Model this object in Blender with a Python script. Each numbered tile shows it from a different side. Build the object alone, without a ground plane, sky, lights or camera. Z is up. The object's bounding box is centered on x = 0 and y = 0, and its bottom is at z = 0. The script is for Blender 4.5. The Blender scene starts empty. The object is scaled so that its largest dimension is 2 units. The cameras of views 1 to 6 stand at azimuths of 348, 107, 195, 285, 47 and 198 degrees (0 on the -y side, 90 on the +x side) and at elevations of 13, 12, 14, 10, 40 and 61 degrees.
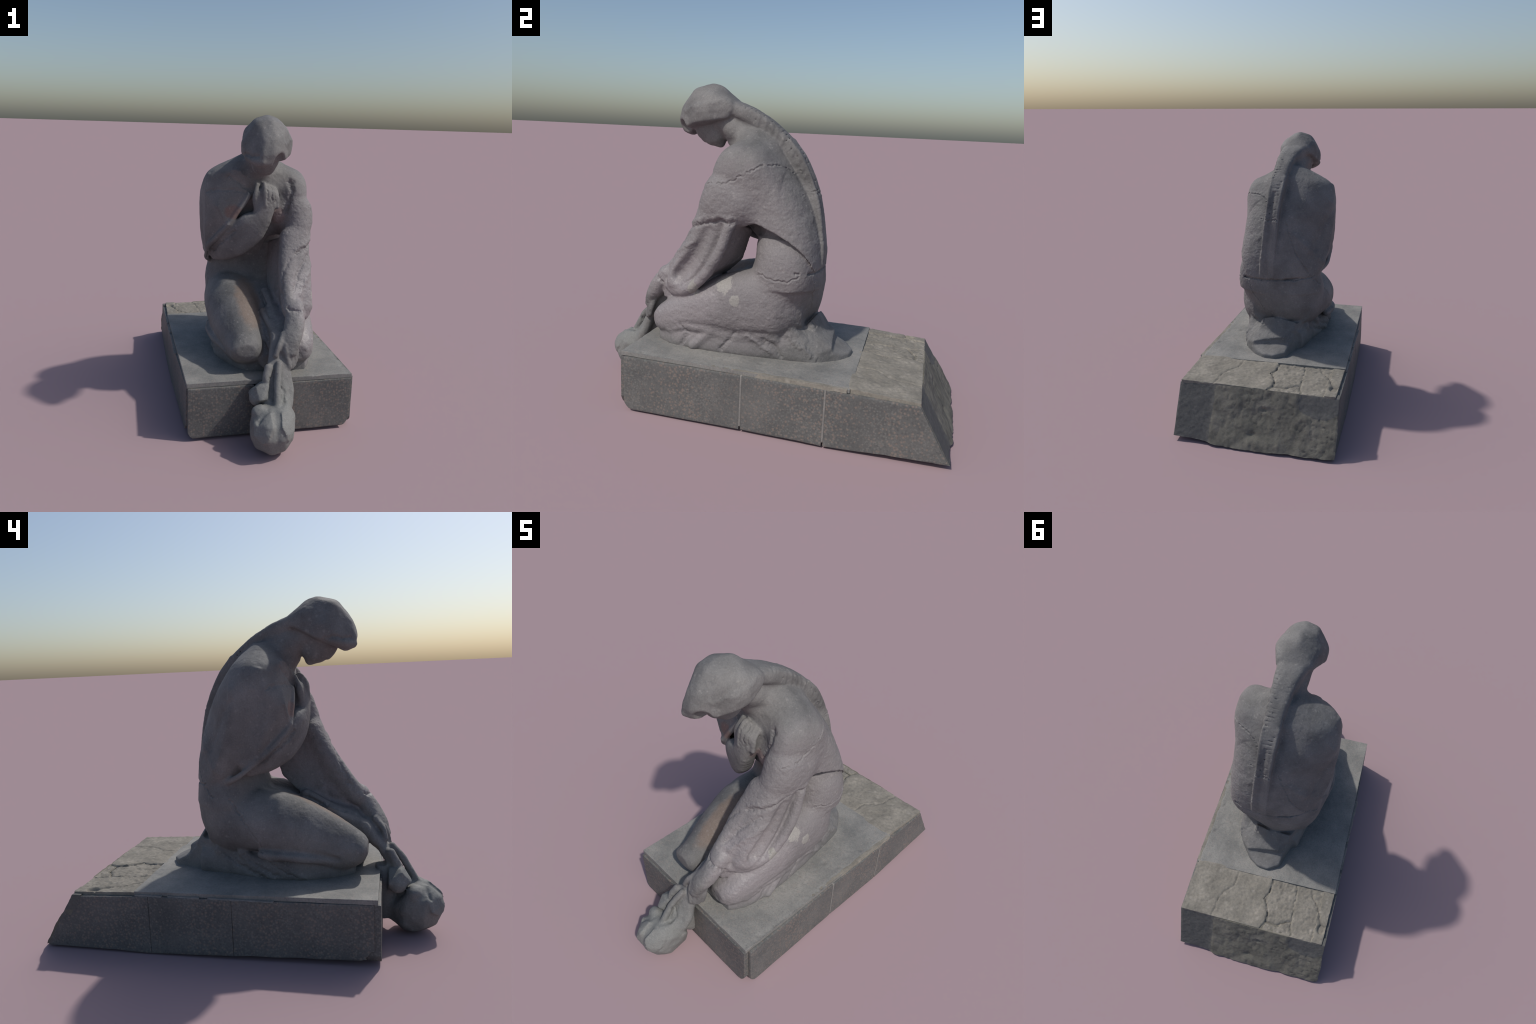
import bpy, math
import numpy as np
from mathutils import Matrix, Vector, Euler

H = 0.0057                    # sculpting grid step in metres
rng = np.random.default_rng(7)

# ------------------------------------------------------------------ helpers
def spline(xs, ys, x):
    """Smooth (monotone-limited) interpolation of control values."""
    xs = np.asarray(xs, float); ys = np.asarray(ys, float)
    h = np.diff(xs); s = np.diff(ys) / h
    m = np.empty_like(ys); m[0] = s[0]; m[-1] = s[-1]
    for i in range(1, len(xs) - 1):
        if s[i-1] * s[i] <= 0: m[i] = 0
        else:
            w1 = 2*h[i] + h[i-1]; w2 = h[i] + 2*h[i-1]
            m[i] = (w1 + w2) / (w1/s[i-1] + w2/s[i])
    x = np.clip(x, xs[0], xs[-1])
    i = np.clip(np.searchsorted(xs, x) - 1, 0, len(xs) - 2)
    t = (x - xs[i]) / h[i]
    return ((2*t**3-3*t**2+1)*ys[i] + (t**3-2*t**2+t)*h[i]*m[i]
            + (-2*t**3+3*t**2)*ys[i+1] + (t**3-t**2)*h[i]*m[i+1])

def _hash(ix, iy, iz, seed):
    n = (ix.astype(np.int64)*374761393 + iy.astype(np.int64)*668265263
         + iz.astype(np.int64)*2147483647 + seed*974634777) & 0xffffffff
    n = ((n ^ (n >> 13)) * 1274126177) & 0xffffffff
    n = ((n ^ (n >> 16)) * 2246822519) & 0xffffffff
    return ((n ^ (n >> 15)) & 0xffffff) / float(0xffffff) * 2 - 1

def noise(P, scale, seed=0, octaves=1, gain=.5):
    """Value noise in [-1,1] at points P (n,3)."""
    out = 0; amp = 1; tot = 0
    for o in range(octaves):
        Q = P * scale * 2**o + 17.3*o + 100
        I = np.floor(Q).astype(np.int64); F = Q - I; F = F*F*F*(F*(F*6-15)+10)
        v = 0
        for a in (0, 1):
            wx = F[:, 0] if a else 1-F[:, 0]
            for b in (0, 1):
                wy = F[:, 1] if b else 1-F[:, 1]
                for c in (0, 1):
                    wz = F[:, 2] if c else 1-F[:, 2]
                    v = v + wx*wy*wz*_hash(I[:, 0]+a, I[:, 1]+b, I[:, 2]+c, seed+o)
        out = out + amp*v; tot += amp; amp *= gain
    return out / tot

# ------------------------------------------------------------------ sculpting field
LO = np.array([-.42, -1.05, -.03]); HI = np.array([.42, .56, 1.76])
N = np.ceil((HI - LO) / H).astype(int) + 1
AX = [LO[i] + H*np.arange(N[i]) for i in range(3)]
D = np.full(N, .2, np.float32)          # signed distance of the whole figure
NEAR = np.full(N, .2, np.float32)       # raw distance to the nearest member
LAB = np.zeros(N, np.int16)             # which part that member belongs to
PARTS = ["none"]

def pid(name):
    if name not in PARTS: PARTS.append(name)
    return PARTS.index(name)

def window(lo, hi, pad=.06):
    sl = []
    for i in range(3):
        a = int(np.clip(np.floor((lo[i]-pad-LO[i])/H), 0, N[i]-1))
        b = int(np.clip(np.ceil((hi[i]+pad-LO[i])/H)+1, a+1, N[i]))
        sl.append(slice(a, b))
    sl = tuple(sl)
    X, Y, Z = np.meshgrid(*[AX[i][sl[i]] for i in range(3)], indexing='ij')
    return sl, X, Y, Z

def add(part, f, lo, hi, k=.02):
    """Union of member f(X,Y,Z) with a blend radius k."""
    sl, X, Y, Z = window(lo, hi)
    d = f(X, Y, Z).astype(np.float32)
    a = D[sl]
    if k > 0:
        h = np.clip(.5+.5*(d-a)/k, 0, 1)
        D[sl] = d*(1-h)+a*h - k*h*(1-h)
    else:
        D[sl] = np.minimum(a, d)
    n = NEAR[sl]; m = d < n
    n[m] = d[m]; LAB[sl][m] = pid(part)

def cut(f, lo, hi, k=.012):
    sl, X, Y, Z = window(lo, hi)
    d = -f(X, Y, Z).astype(np.float32); a = D[sl]
    h = np.clip(.5-.5*(d-a)/k, 0, 1)
    D[sl] = d*(1-h)+a*h + k*h*(1-h)

def rotm(rot):
    return np.array(Euler([math.radians(r) for r in rot]).to_matrix())

def ellipsoid(c, r, rot=(0, 0, 0), n=2.0):
    R = rotm(rot); c = np.array(c); r = np.array(r)
    def f(X, Y, Z):
        q = [(X-c[0])*R[0, i]+(Y-c[1])*R[1, i]+(Z-c[2])*R[2, i] for i in range(3)]
        s = sum(np.abs(q[i]/r[i])**n for i in range(3))**(1/n)
        return (s-1)*r.min()*np.clip(1.15-.15*s, .6, 1.15)
    m = r.max()
    return f, c-m, c+m

def planes(c, faces, rot=(0, 0, 0), soft=.006):
    """Convex chiselled lump: faces are (nx,ny,nz,offset) about c."""
    R = rotm(rot); c = np.array(c)
    nn = []; mx = 0
    for x, y, z, o in faces:
        v = R @ (np.array([x, y, z])/math.sqrt(x*x+y*y+z*z)); nn.append((v, o)); mx = max(mx, o)
    def f(X, Y, Z):
        d = None
        for v, o in nn:
            e = (X-c[0])*v[0]+(Y-c[1])*v[1]+(Z-c[2])*v[2]-o
            if d is None: d = e
            else:
                h = np.clip(.5+.5*(e-d)/soft, 0, 1); d = d*(1-h)+e*h+soft*h*(1-h)
        return d
    m = mx*1.6
    return f, c-m, c+m

def hull(points, soft=.004, grow=0):
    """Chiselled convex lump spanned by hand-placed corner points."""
    import bmesh
    bm = bmesh.new()
    for p in points: bm.verts.new(p)
    bmesh.ops.convex_hull(bm, input=bm.verts)
    bm.normal_update()
    c = np.mean(np.array(points), 0); faces = []
    for f in bm.faces:
        v = np.array(f.normal); o = float(v @ (np.array(f.verts[0].co)-c))
        if o < 0: v, o = -v, -o
        if not any(v @ np.array(g[:3]) > .9995 for g in faces): faces.append((*v, o+grow))
    bm.free()
    f, _, _ = planes(c, faces, soft=soft)
    A = np.array(points)
    return f, A.min(0), A.max(0)

def loft(axis, secs, n=2.5, quad=None):
    """Stack of asymmetric superellipses along an axis.
    secs: (t, a_min, a_max, b_min, b_max[, exponent]); (a,b) = the two other axes in xyz order."""
    S = np.array([list(s)+[n]*(6-len(s)) for s in secs], float)
    ia, ib = [i for i in range(3) if i != axis]
    t0, t1 = S[0, 0], S[-1, 0]
    def f(X, Y, Z):
        C = (X, Y, Z)
        prof = [spline(S[:, 0], S[:, j], AXT(C[axis], axis)) for j in range(1, 6)]
        shp = [1, 1, 1]; shp[axis] = -1
        a0, a1, b0, b1, e = [p.reshape(shp) for p in prof]
        ca, cb = (a0+a1)/2, (b0+b1)/2; ra, rb = (a1-a0)/2, (b1-b0)/2
        if quad:                       # softer corners: {(sign_a, sign_b): exponent}
            e = e+0*(C[ia]+C[ib]+C[axis])
            for (sa, sb), ev in quad.items():
                if not np.isscalar(ev):
                    ev = spline([q[0] for q in ev], [q[1] for q in ev], AXT(C[axis], axis)).reshape(shp)
                e = np.where(((C[ia]-ca)*sa > 0) & ((C[ib]-cb)*sb > 0), ev, e)
        s = (np.abs((C[ia]-ca)/ra)**e+np.abs((C[ib]-cb)/rb)**e)**(1/e)
        d = (s-1)*np.minimum(ra, rb)
        t = C[axis]; cap = np.maximum(t0-t, t-t1)
        return np.maximum(d, cap)
    lo = np.zeros(3); hi = np.zeros(3)
    lo[axis], hi[axis] = t0, t1
    lo[ia], hi[ia] = S[:, 1].min(), S[:, 2].max(); lo[ib], hi[ib] = S[:, 3].min(), S[:, 4].max()
    return f, lo, hi

def AXT(A, axis):
    idx = [0, 0, 0]; idx[axis] = slice(None)
    return A[tuple(idx)]

def sweep(pts, side=(1, 0, 0), n=2.0, steps=28, flat_end=False):
    """Tube along a smooth path. pts: (x,y,z,half_width,half_height); width lies along side."""
    S = np.array(pts, float)
    L = np.concatenate([[0], np.cumsum(np.linalg.norm(np.diff(S[:, :3], axis=0), axis=1))])
    u = np.linspace(0, L[-1], steps+1)
    Q = np.stack([spline(L, S[:, j], u) for j in range(5)], 1)
    side = np.array(side, float)
    def f(X, Y, Z):
        best = np.full(X.shape, 9e9); A = np.zeros(X.shape); B = np.zeros(X.shape)
        C = np.zeros(X.shape); W = np.ones(X.shape); Hh = np.ones(X.shape)
        for i in range(steps):
            p, q = Q[i, :3], Q[i+1, :3]; d = q-p; l = np.linalg.norm(d); d = d/l
            s = side-d*(side@d); s /= np.linalg.norm(s); b = np.cross(d, s)
            rx, ry, rz = X-p[0], Y-p[1], Z-p[2]
            t = rx*d[0]+ry*d[1]+rz*d[2]; tc = np.clip(t, 0, l); o = t-tc
            a = rx*s[0]+ry*s[1]+rz*s[2]; bb = rx*b[0]+ry*b[1]+rz*b[2]
            dist = a*a+bb*bb+o*o; m = dist < best
            w = tc/l; wd = Q[i, 3]*(1-w)+Q[i+1, 3]*w; hg = Q[i, 4]*(1-w)+Q[i+1, 4]*w
            best[m] = dist[m]; A[m] = a[m]; B[m] = bb[m]; C[m] = o[m]; W[m] = wd[m]; Hh[m] = hg[m]
        mn = np.minimum(W, Hh)
        s = (np.abs(A/W)**n+np.abs(B/Hh)**n)**(1/n)
        if flat_end:
            return np.maximum((s-1)*mn, np.where(np.abs(C) > 1e-9, np.abs(C), -1))
        s = np.sqrt(s*s+(C/mn)**2)
        return (s-1)*mn
    m = S[:, 3:].max()
    return f, S[:, :3].min(0)-m, S[:, :3].max(0)+m

def groove(pts, r, k=.01, side=(1, 0, 0)):
    f, lo, hi = sweep([(*p, r, r) for p in pts], side, steps=max(10, 5*len(pts)))
    cut(f, lo, hi, k)

def ridge(part, pts, r, k=.015, side=(1, 0, 0)):
    f, lo, hi = sweep([(*p, r, r) for p in pts] if len(pts[0]) == 3 else pts, side, steps=max(10, 5*len(pts)))
    add(part, f, lo, hi, k)

def both(f1, f2):
    return lambda X, Y, Z: np.maximum(f1(X, Y, Z), f2(X, Y, Z))

GROUND = .327                        # top of the slab under the figure

# ---- hips and skirt back
hips = loft(2, [(.40, -.14, .15, -.06, .15), (.46, -.18, .190, -.09, .205), (.52, -.212, .228, -.10, .238),
                (.60, -.245, .270, -.10, .260), (.70, -.250, .302, -.10, .270),
                (.765, -.235, .312, -.10, .264), (.80, -.225, .31, -.09, .258), (.86, -.2, .30, -.08, .245), (.94, -.18, .26, -.08, .22)], 2.3,
                quad={(-1, 1): 1.85, (1, 1): [(.40, 1.6), (.55, 1.65), (.66, 2.2), (.74, 2.8), (.94, 2.8)]})
add("torso", *hips, k=0)

# ---- slim waist under the mantle
waist = loft(2, [(.70, -.22, .30, -.10, .255), (.80, -.21, .290, -.065, .255), (.88, -.21, .268, -.062, .25),
                 (.96, -.21, .240, -.08, .232), (1.04, -.2, .22, -.12, .21), (1.12, -.2, .21, -.17, .18), (1.25, -.2, .22, -.2, .12)], 2.4,
                 quad={(1, 1): 3.2, (1, -1): 2.0})
add("torso", *waist, k=.03)

# ---- mantle over back, shoulders and right arm
mantle_f, lo, hi = loft(2, [
    (.785, -.220, .300, -.03, .270, 2.6), (.83, -.240, .304, -.05, .270, 2.6), (.90, -.268, .304, -.095, .264, 2.6),
    (1.0, -.288, .300, -.16, .244, 2.6), (1.10, -.297, .294, -.195, .212, 2.6), (1.18, -.302, .288, -.215, .176, 2.6),
    (1.26, -.298, .274, -.235, .126, 2.6), (1.32, -.284, .256, -.245, .083, 2.5), (1.37, -.260, .236, -.248, .046, 2.4),
    (1.41, -.205, .195, -.235, .016, 2.2), (1.45, -.125, .145, -.215, -.022, 2.1), (1.485, -.05, .09, -.18, -.06, 2.0)],
    quad={(-1, 1): [(.78, 1.8), (.85, 1.45), (.92, 1.2), (1.0, 1.15), (1.1, 1.2), (1.2, 1.42), (1.3, 1.85), (1.4, 2.2)], (1, 1): [(.78, 3.2), (.9, 3.0), (1.0, 2.6), (1.15, 2.2), (1.4, 1.95)]})
def mantle_hem(X, Y, Z):
    y = AXT(Y, 1)
    left = spline([-.4, -.15, -.074, .05, .173, .23, .26, .4], [1.015, 1.018, 1.022, .985, .915, .85, .79, .78], y)[None, :, None]
    right = spline([-.4, -.20, -.11, -.02, .06, .12, .4], [1.0, .93, .83, .785, .775, .785, .787], y)[None, :, None]
    w = np.clip((X-.02)/.10, 0, 1); w = w*w*(3-2*w)
    hem = right*(1-w)+left*w
    return (hem-Z)*.8
add("mantle", both(mantle_f, mantle_hem), lo, hi, k=.006)

# right front flap of the mantle (flat facet over the breast)
add("mantle", *hull([(-.268, -.150, 1.368), (-.036, -.263, 1.271), (-.165, -.270, 1.085), (-.222, -.262, 1.19), (-.272, -.115, .905), (-.288, -.18, 1.25), (-.284, -.17, 1.06),
     (-.20, -.22, 1.33), (-.2, 0, 1.36), (-.05, -.08, 1.29), (-.10, -.10, 1.09), (-.25, -.02, .90), (-.29, 0, 1.25)], soft=.006), k=.016)

# shoulder of the left arm
add("mantle", *ellipsoid((.228, -.155, 1.220), (.086, .140, .160), (-12, 6, 0), 2.3), k=.07)
add("mantle", *ellipsoid((.256, -.200, 1.10), (.084, .132, .10), (-20, 0, 0), 2.4), k=.04)

# ---- chest
add("torso", *ellipsoid((.02, -.16, 1.28), (.19, .10, .12), n=2.2), k=.03)
add("torso", *ellipsoid((.135, -.205, 1.155), (.07, .07, .085)), k=.03)
add("torso", *ellipsoid((.03, -.13, 1.11), (.16, .10, .12)), k=.03)

# ---- neck and head
add("neck", *sweep([(.03, -.06, 1.36, .12, .10), (.03, -.15, 1.425, .088, .088), (.022, -.25, 1.475, .080, .078),
                    (.018, -.32, 1.51, .078, .075)]), k=.035)
add("head", *ellipsoid((.012, -.385, 1.50), (.085, .125, .095), (32, 0, 0), 2.2), k=.02)
add("head", *ellipsoid((.010, -.372, 1.435), (.066, .068, .055), (20, 0, 0), 2.2), k=.02)          # jaw
add("head", *ellipsoid((.008, -.352, 1.395), (.024, .026, .025)), k=.02)                            # chin
add("head", *sweep([(.004, -.475, 1.455, .012, .012), (.000, -.455, 1.425, .014, .013), (-.002, -.437, 1.404, .016, .012)]), k=.012)
add("head", *ellipsoid((.003, -.396, 1.402), (.026, .016, .012), (30, 0, 0)), k=.008)              # mouth

add("neck", *sweep([(.012, -.305, 1.450, .045, .036), (.016, -.258, 1.410, .055, .042), (.02, -.215, 1.355, .072, .05)]), k=.02)
# ---- hood of the veil
hood = hull([(.02, -.34, 1.686), (.02, -.394, 1.698), (.02, -.49, 1.672), (.07, -.40, 1.684), (-.05, -.40, 1.676), (.08, -.47, 1.660), (-.05, -.48, 1.656),
             (.125, -.38, 1.632), (-.092, -.38, 1.622), (.115, -.46, 1.622), (-.088, -.46, 1.612), (.10, -.315, 1.632), (-.066, -.315, 1.622),
             (.157, -.36, 1.565), (-.120, -.40, 1.555), (.152, -.43, 1.558), (-.122, -.45, 1.548), (.152, -.37, 1.508), (.136, -.45, 1.493), (.10, -.508, 1.476),
             (-.116, -.40, 1.495), (-.112, -.46, 1.480), (-.092, -.495, 1.466), (.03, -.557, 1.588), (.065, -.545, 1.572), (-.02, -.553, 1.582),
             (.02, -.586, 1.505), (-.04, -.582, 1.500), (.055, -.566, 1.505), (-.036, -.576, 1.445), (-.065, -.55, 1.440), (.005, -.572, 1.450), (-.036, -.53, 1.426), (.005, -.53, 1.432),
             (.11, -.26, 1.602), (-.060, -.26, 1.602), (.03, -.28, 1.634), (.118, -.27, 1.525), (-.074, -.27, 1.565)], soft=.010, grow=.006)
add("veil", *hood, k=.012)
add("veil", *sweep([(.022, -.36, 1.60, .115, .060), (.028, -.29, 1.578, .098, .045), (.036, -.22, 1.558, .078, .042), (.044, -.15, 1.530, .066, .042)], n=2.4), k=.025)
# hollow under the brim, where the face sits
def hollow(X, Y, Z):
    return ellipsoid((.014, -.398, 1.432), (.098, .118, .086), (26, 0, 0), 2.4)[0](X, Y, Z)
D_before = D.copy()
cut(hollow, (-.12, -.54, 1.32), (.14, -.26, 1.56), .012)
face = [ellipsoid((.012, -.385, 1.50), (.080, .115, .095), (32, 0, 0), 2.2), ellipsoid((.010, -.372, 1.435), (.064, .066, .055), (20, 0, 0), 2.2),
        ellipsoid((.008, -.352, 1.395), (.024, .026, .025)),
        sweep([(.004, -.475, 1.455, .012, .012), (.000, -.458, 1.425, .013, .013), (-.002, -.441, 1.402, .014, .011)]),
        ellipsoid((.003, -.396, 1.402), (.026, .016, .012), (30, 0, 0)),
        sweep([(.022, -.25, 1.475, .080, .078), (.018, -.32, 1.51, .078, .075)])]
for f in face: add("head", *f, k=.014)
cut(*ellipsoid((.062, -.548, 1.460), (.040, .046, .046)), .012)
ridge("veil", [(-.095, -.47, 1.478), (-.07, -.545, 1.462), (-.035, -.575, 1.458)], .012, .016)

# ---- tail of the veil hanging down the back
tail = [(.030, -.27, 1.575, .080, .040), (.045, -.17, 1.542, .066, .042), (.052, -.07, 1.485, .056, .045), (.056, .02, 1.415, .052, .045),
        (.060, .094, 1.335, .050, .042), (.064, .146, 1.25, .048, .040), (.067, .186, 1.16, .047, .037), (.072, .214, 1.06, .048, .034),
        (.077, .234, .95, .050, .034), (.082, .245, .86, .050, .032), (.086, .246, .785, .050, .030)]
add("veil", *sweep(tail, n=3.6, steps=44, flat_end=True), k=.004)
T = np.array(tail)  # control table of the tail, reused for its gathers
lenT = np.concatenate([[0], np.cumsum(np.linalg.norm(np.diff(T[:, :3], axis=0), axis=1))])
def tail_at(s, across, out):
    """Point on the tail at arc length s, offset across the width and outwards."""
    p = np.array([float(spline(lenT, T[:, j], np.array([s]))[0]) for j in range(5)])
    e = .01; q = np.array([float(spline(lenT, T[:, j], np.array([s+e]))[0]) for j in range(3)])
    d = q-p[:3]; d /= np.linalg.norm(d); b = np.cross(d, (1, 0, 0)); b /= np.linalg.norm(b)
    if b[1] < 0 and b[2] < 0: b = -b
    if b[1] < 0: b = -b
    return p[:3]+np.array([1, 0, 0])*across*p[3]+b*out*p[4]
# centre furrow and rope-like gathers along the tail
groove([tail_at(s, .10, 1.05) for s in np.linspace(.48, lenT[-1]-.01, 12)], .009, .016)
for acr in (-.80, .84):
    ridge("veil", [tail_at(s, acr, .82) for s in np.linspace(.36, lenT[-1]-.02, 14)], .0075, .012)
for s in np.arange(.16, lenT[-1]-.05, .041):
    j = rng.uniform(-.006, .006)
    b0 = min(.25, -.65+1.5*s)            # pleats on its left flank
    ridge("veil", [tail_at(s+j+.022, .95, b0), tail_at(s+j+.010, .95, .45), tail_at(s+j, .86, .66)], .0045, .010) if s < .55 else None

# ---- right forearm and fist at the chest
add("arm", *sweep([(-.205, -.060, .900, .062, .048), (-.165, -.150, .938, .084, .050), (-.10, -.226, .995, .094, .054), (-.03, -.270, 1.070, .090, .054),
                   (.028, -.288, 1.135, .058, .050), (.045, -.29, 1.18, .048, .048)], side=(-.5, 0, 1), n=3.0), k=.006)
add("hand", *ellipsoid((.050, -.275, 1.222), (.060, .055, .088), (10, 8, 0), 2.8), k=.018)
for i in range(4):                                                                                  # curled fingers
    x = .036+i*.0235
    add("hand", *sweep([(x+.006, -.330+.008*i, 1.205-.004*i, .014, .013), (x+.004, -.318+.007*i, 1.275-.008*i, .0145, .014),
                        (x, -.285+.006*i, 1.322-.012*i, .0135, .013), (x, -.25, 1.290-.010*i, .013, .012)]), k=.007)
add("hand", *sweep([(.0, -.300, 1.18, .022, .020), (-.012, -.295, 1.245, .018, .018), (.000, -.27, 1.312, .012, .013)]), k=.010)  # thumb
groove([(.014, -.330, 1.235), (.014, -.315, 1.29), (.015, -.28, 1.33)], .0085, .008)

ridge("mantle", [(-.036, -.258, 1.265), (-.10, -.268, 1.175), (-.158, -.265, 1.09), (-.215, -.212, 1.01), (-.258, -.130, .93), (-.258, -.05, .865), (-.230, .03, .82), (-.185, .10, .80)], .016, .012)
# ---- left arm in its wide sleeve
add("arm", *sweep([(.255, -.215, 1.16, .080, .105), (.238, -.255, 1.04, .080, .112), (.220, -.310, .91, .088, .108), (.212, -.380, .79, .094, .108),
                   (.208, -.440, .705, .094, .092), (.208, -.470, .66, .088, .075)], n=2.3), k=.02)
add("arm", *sweep([(.185, -.325, 1.02, .055, .05), (.160, -.40, .89, .052, .053), (.146, -.485, .77, .050, .053), (.146, -.570, .665, .046, .048)], n=2.2), k=.03)
# inner and rear wall of the sleeve towards the lap
add("arm", *hull([(.305, -.140, 1.02), (.312, -.205, .87), (.310, -.28, .74), (.285, -.37, .65), (.110, -.108, .955), (.090, -.165, .79), (.080, -.25, .71), (.095, -.42, .60), (.19, -.47, .60), (.15, -.30, 1.02)]), k=.02)
# scoop between the front and rear folds of the sleeve
cut(*sweep([(.350, -.285, .965, .050, .036), (.346, -.340, .86, .066, .050), (.335, -.412, .755, .072, .054), (.322, -.458, .705, .062, .044)], n=2.0), .018)
# rolled lower hem of the sleeve
ridge("arm", [(.308, -.165, 1.01), (.318, -.212, .87), (.314, -.288, .74), (.296, -.385, .648), (.250, -.48, .612), (.196, -.555, .635)], .028, .016)
ridge("arm", [(.240, -.345, 1.0), (.222, -.42, .86), (.200, -.50, .75), (.178, -.565, .672)], .022, .03)
add("arm", *hull([(.235, -.48, .625), (.215, -.555, .630), (.185, -.600, .610), (.190, -.585, .545), (.225, -.52, .555), (.14, -.60, .56), (.14, -.52, .58), (.15, -.59, .64)]), k=.014)
# ---- left hand
add("hand", *sweep([(.168, -.575, .68, .048, .044), (.152, -.632, .60, .054, .044), (.120, -.682, .525, .053, .037), (.105, -.702, .48, .047, .030)],
                   side=(.93, -.35, 0), n=2.4), k=.014)
for i, (x0, y0, x1, y1, z1) in enumerate([(.088, -.712, .108, -.733, .405), (.112, -.703, .125, -.722, .398), (.133, -.69, .140, -.708, .405), (.15, -.672, .152, -.692, .42)]):
    add("hand", *sweep([(x0, y0+.01, .52, .0145, .015), (x0+.004, y0-.008, .47, .0145, .015), (x1, y1, z1, .010, .012)]), k=.008)
add("hand", *sweep([(.085, -.66, .56, .018, .018), (.055, -.70, .515, .016, .016), (.034, -.716, .468, .012, .012)]), k=.010)

# ---- legs: thighs folded over shins
right_thigh = loft(1, [(-.632, -.160, -.055, .43, .50, 2.2), (-.615, -.185, -.025, .40, .522, 2.2), (-.57, -.190, -.005, .365, .556, 2.3), (-.50, -.208, .01, .345, .603, 2.3),
                       (-.42, -.230, .02, .36, .652, 2.3), (-.32, -.254, .03, .39, .704, 2.3), (-.20, -.274, .03, .42, .745, 2.3),
                       (-.08, -.270, .02, .44, .76, 2.3), (.05, -.25, .0, .45, .74, 2.2), (.18, -.19, 0, .47, .66, 2.1)], quad={(-1, 1): 1.75})
add("leg", *right_thigh, k=.02)
left_thigh = loft(1, [(-.622, .135, .235, .40, .478, 2.2), (-.60, .11, .265, .375, .505, 2.4), (-.55, .09, .290, .36, .545, 2.5), (-.48, .08, .306, .37, .59, 2.5),
                      (-.38, .07, .322, .385, .64, 2.5), (-.25, .06, .330, .395, .71, 2.5), (-.12, .05, .330, .40, .755, 2.4),
                      (0, .05, .325, .40, .77, 2.4), (.08, .05, .308, .41, .755, 2.3), (.14, .05, .270, .43, .73, 2.1), (.2, .06, .20, .46, .66, 2.0)])
add("leg", *left_thigh, k=.02)
# lap cloth between the thighs
add("skirt", *loft(1, [(-.60, -.02, .15, .33, .43, 2.3), (-.52, -.05, .17, .33, .50, 2.3), (-.42, -.08, .18, .33, .58, 2.3), (-.30, -.10, .2, .33, .66, 2.3),
                       (-.18, -.12, .2, .33, .715, 2.3), (-.06, -.14, .2, .33, .745, 2.3), (.06, -.14, .2, .33, .75, 2.3)]), k=.03)
# shins and skirt hem resting on the slab
add("leg", *loft(1, [(-.59, .12, .235, .28, .41, 2.6), (-.52, .08, .275, .28, .425, 2.8), (-.40, .06, .302, .28, .462, 2.8), (-.28, .05, .304, .28, .455, 2.8),
                     (-.10, .04, .290, .28, .452, 2.8), (.10, .03, .264, .28, .455, 2.8), (.22, .02, .245, .28, .44, 2.6), (.29, .04, .215, .28, .37, 2.6)]), k=.012)
groove([(.290, -.49, .412), (.325, -.40, .452), (.332, -.30, .464), (.325, -.14, .452), (.300, .04, .455)], .013, .014)
add("leg", *loft(1, [(-.565, -.10, .02, .28, .42, 2.4), (-.52, -.140, .03, .28, .43, 2.4), (-.42, -.200, .03, .28, .44, 2.5), (-.32, -.238, .03, .28, .455, 2.6),
                     (-.20, -.242, .03, .28, .46, 2.8), (-.06, -.215, .03, .28, .45, 2.7), (.10, -.175, .03, .28, .45, 2.6), (.24, -.15, .03, .28, .45, 2.5)]), k=.012)
# folds of the hem
ridge("skirt", [(.268, -.50, .405), (.290, -.40, .445), (.290, -.30, .44), (.278, -.18, .422), (.268, -.05, .425), (.25, .08, .43)], .022, .02)
ridge("skirt", [(.288, -.26, .425), (.294, -.31, .38), (.298, -.36, .335)], .018, .02)
ridge("skirt", [(-.145, -.50, .395), (-.205, -.42, .425), (-.246, -.32, .44), (-.255, -.22, .452), (-.240, -.12, .45)], .024, .018)
groove([(-.205, -.49, .428), (-.244, -.40, .462), (-.270, -.30, .476), (-.275, -.18, .482)], .012, .012)
ridge("skirt", [(-.190, .0, .44), (-.190, -.08, .39), (-.215, -.17, .335)], .022, .018)
ridge("skirt", [(-.150, .14, .44), (-.155, .06, .39), (-.172, -.03, .335)], .020, .018)

add("skirt", *hull([(.05, .255, .53), (.05, .282, .485), (-.10, .24, .50), (-.10, .28, .452), (.13, .23, .50), (.14, .27, .445), (.15, .15, .40), (-.12, .15, .40), (.05, .31, .43)]), k=.02)
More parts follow.
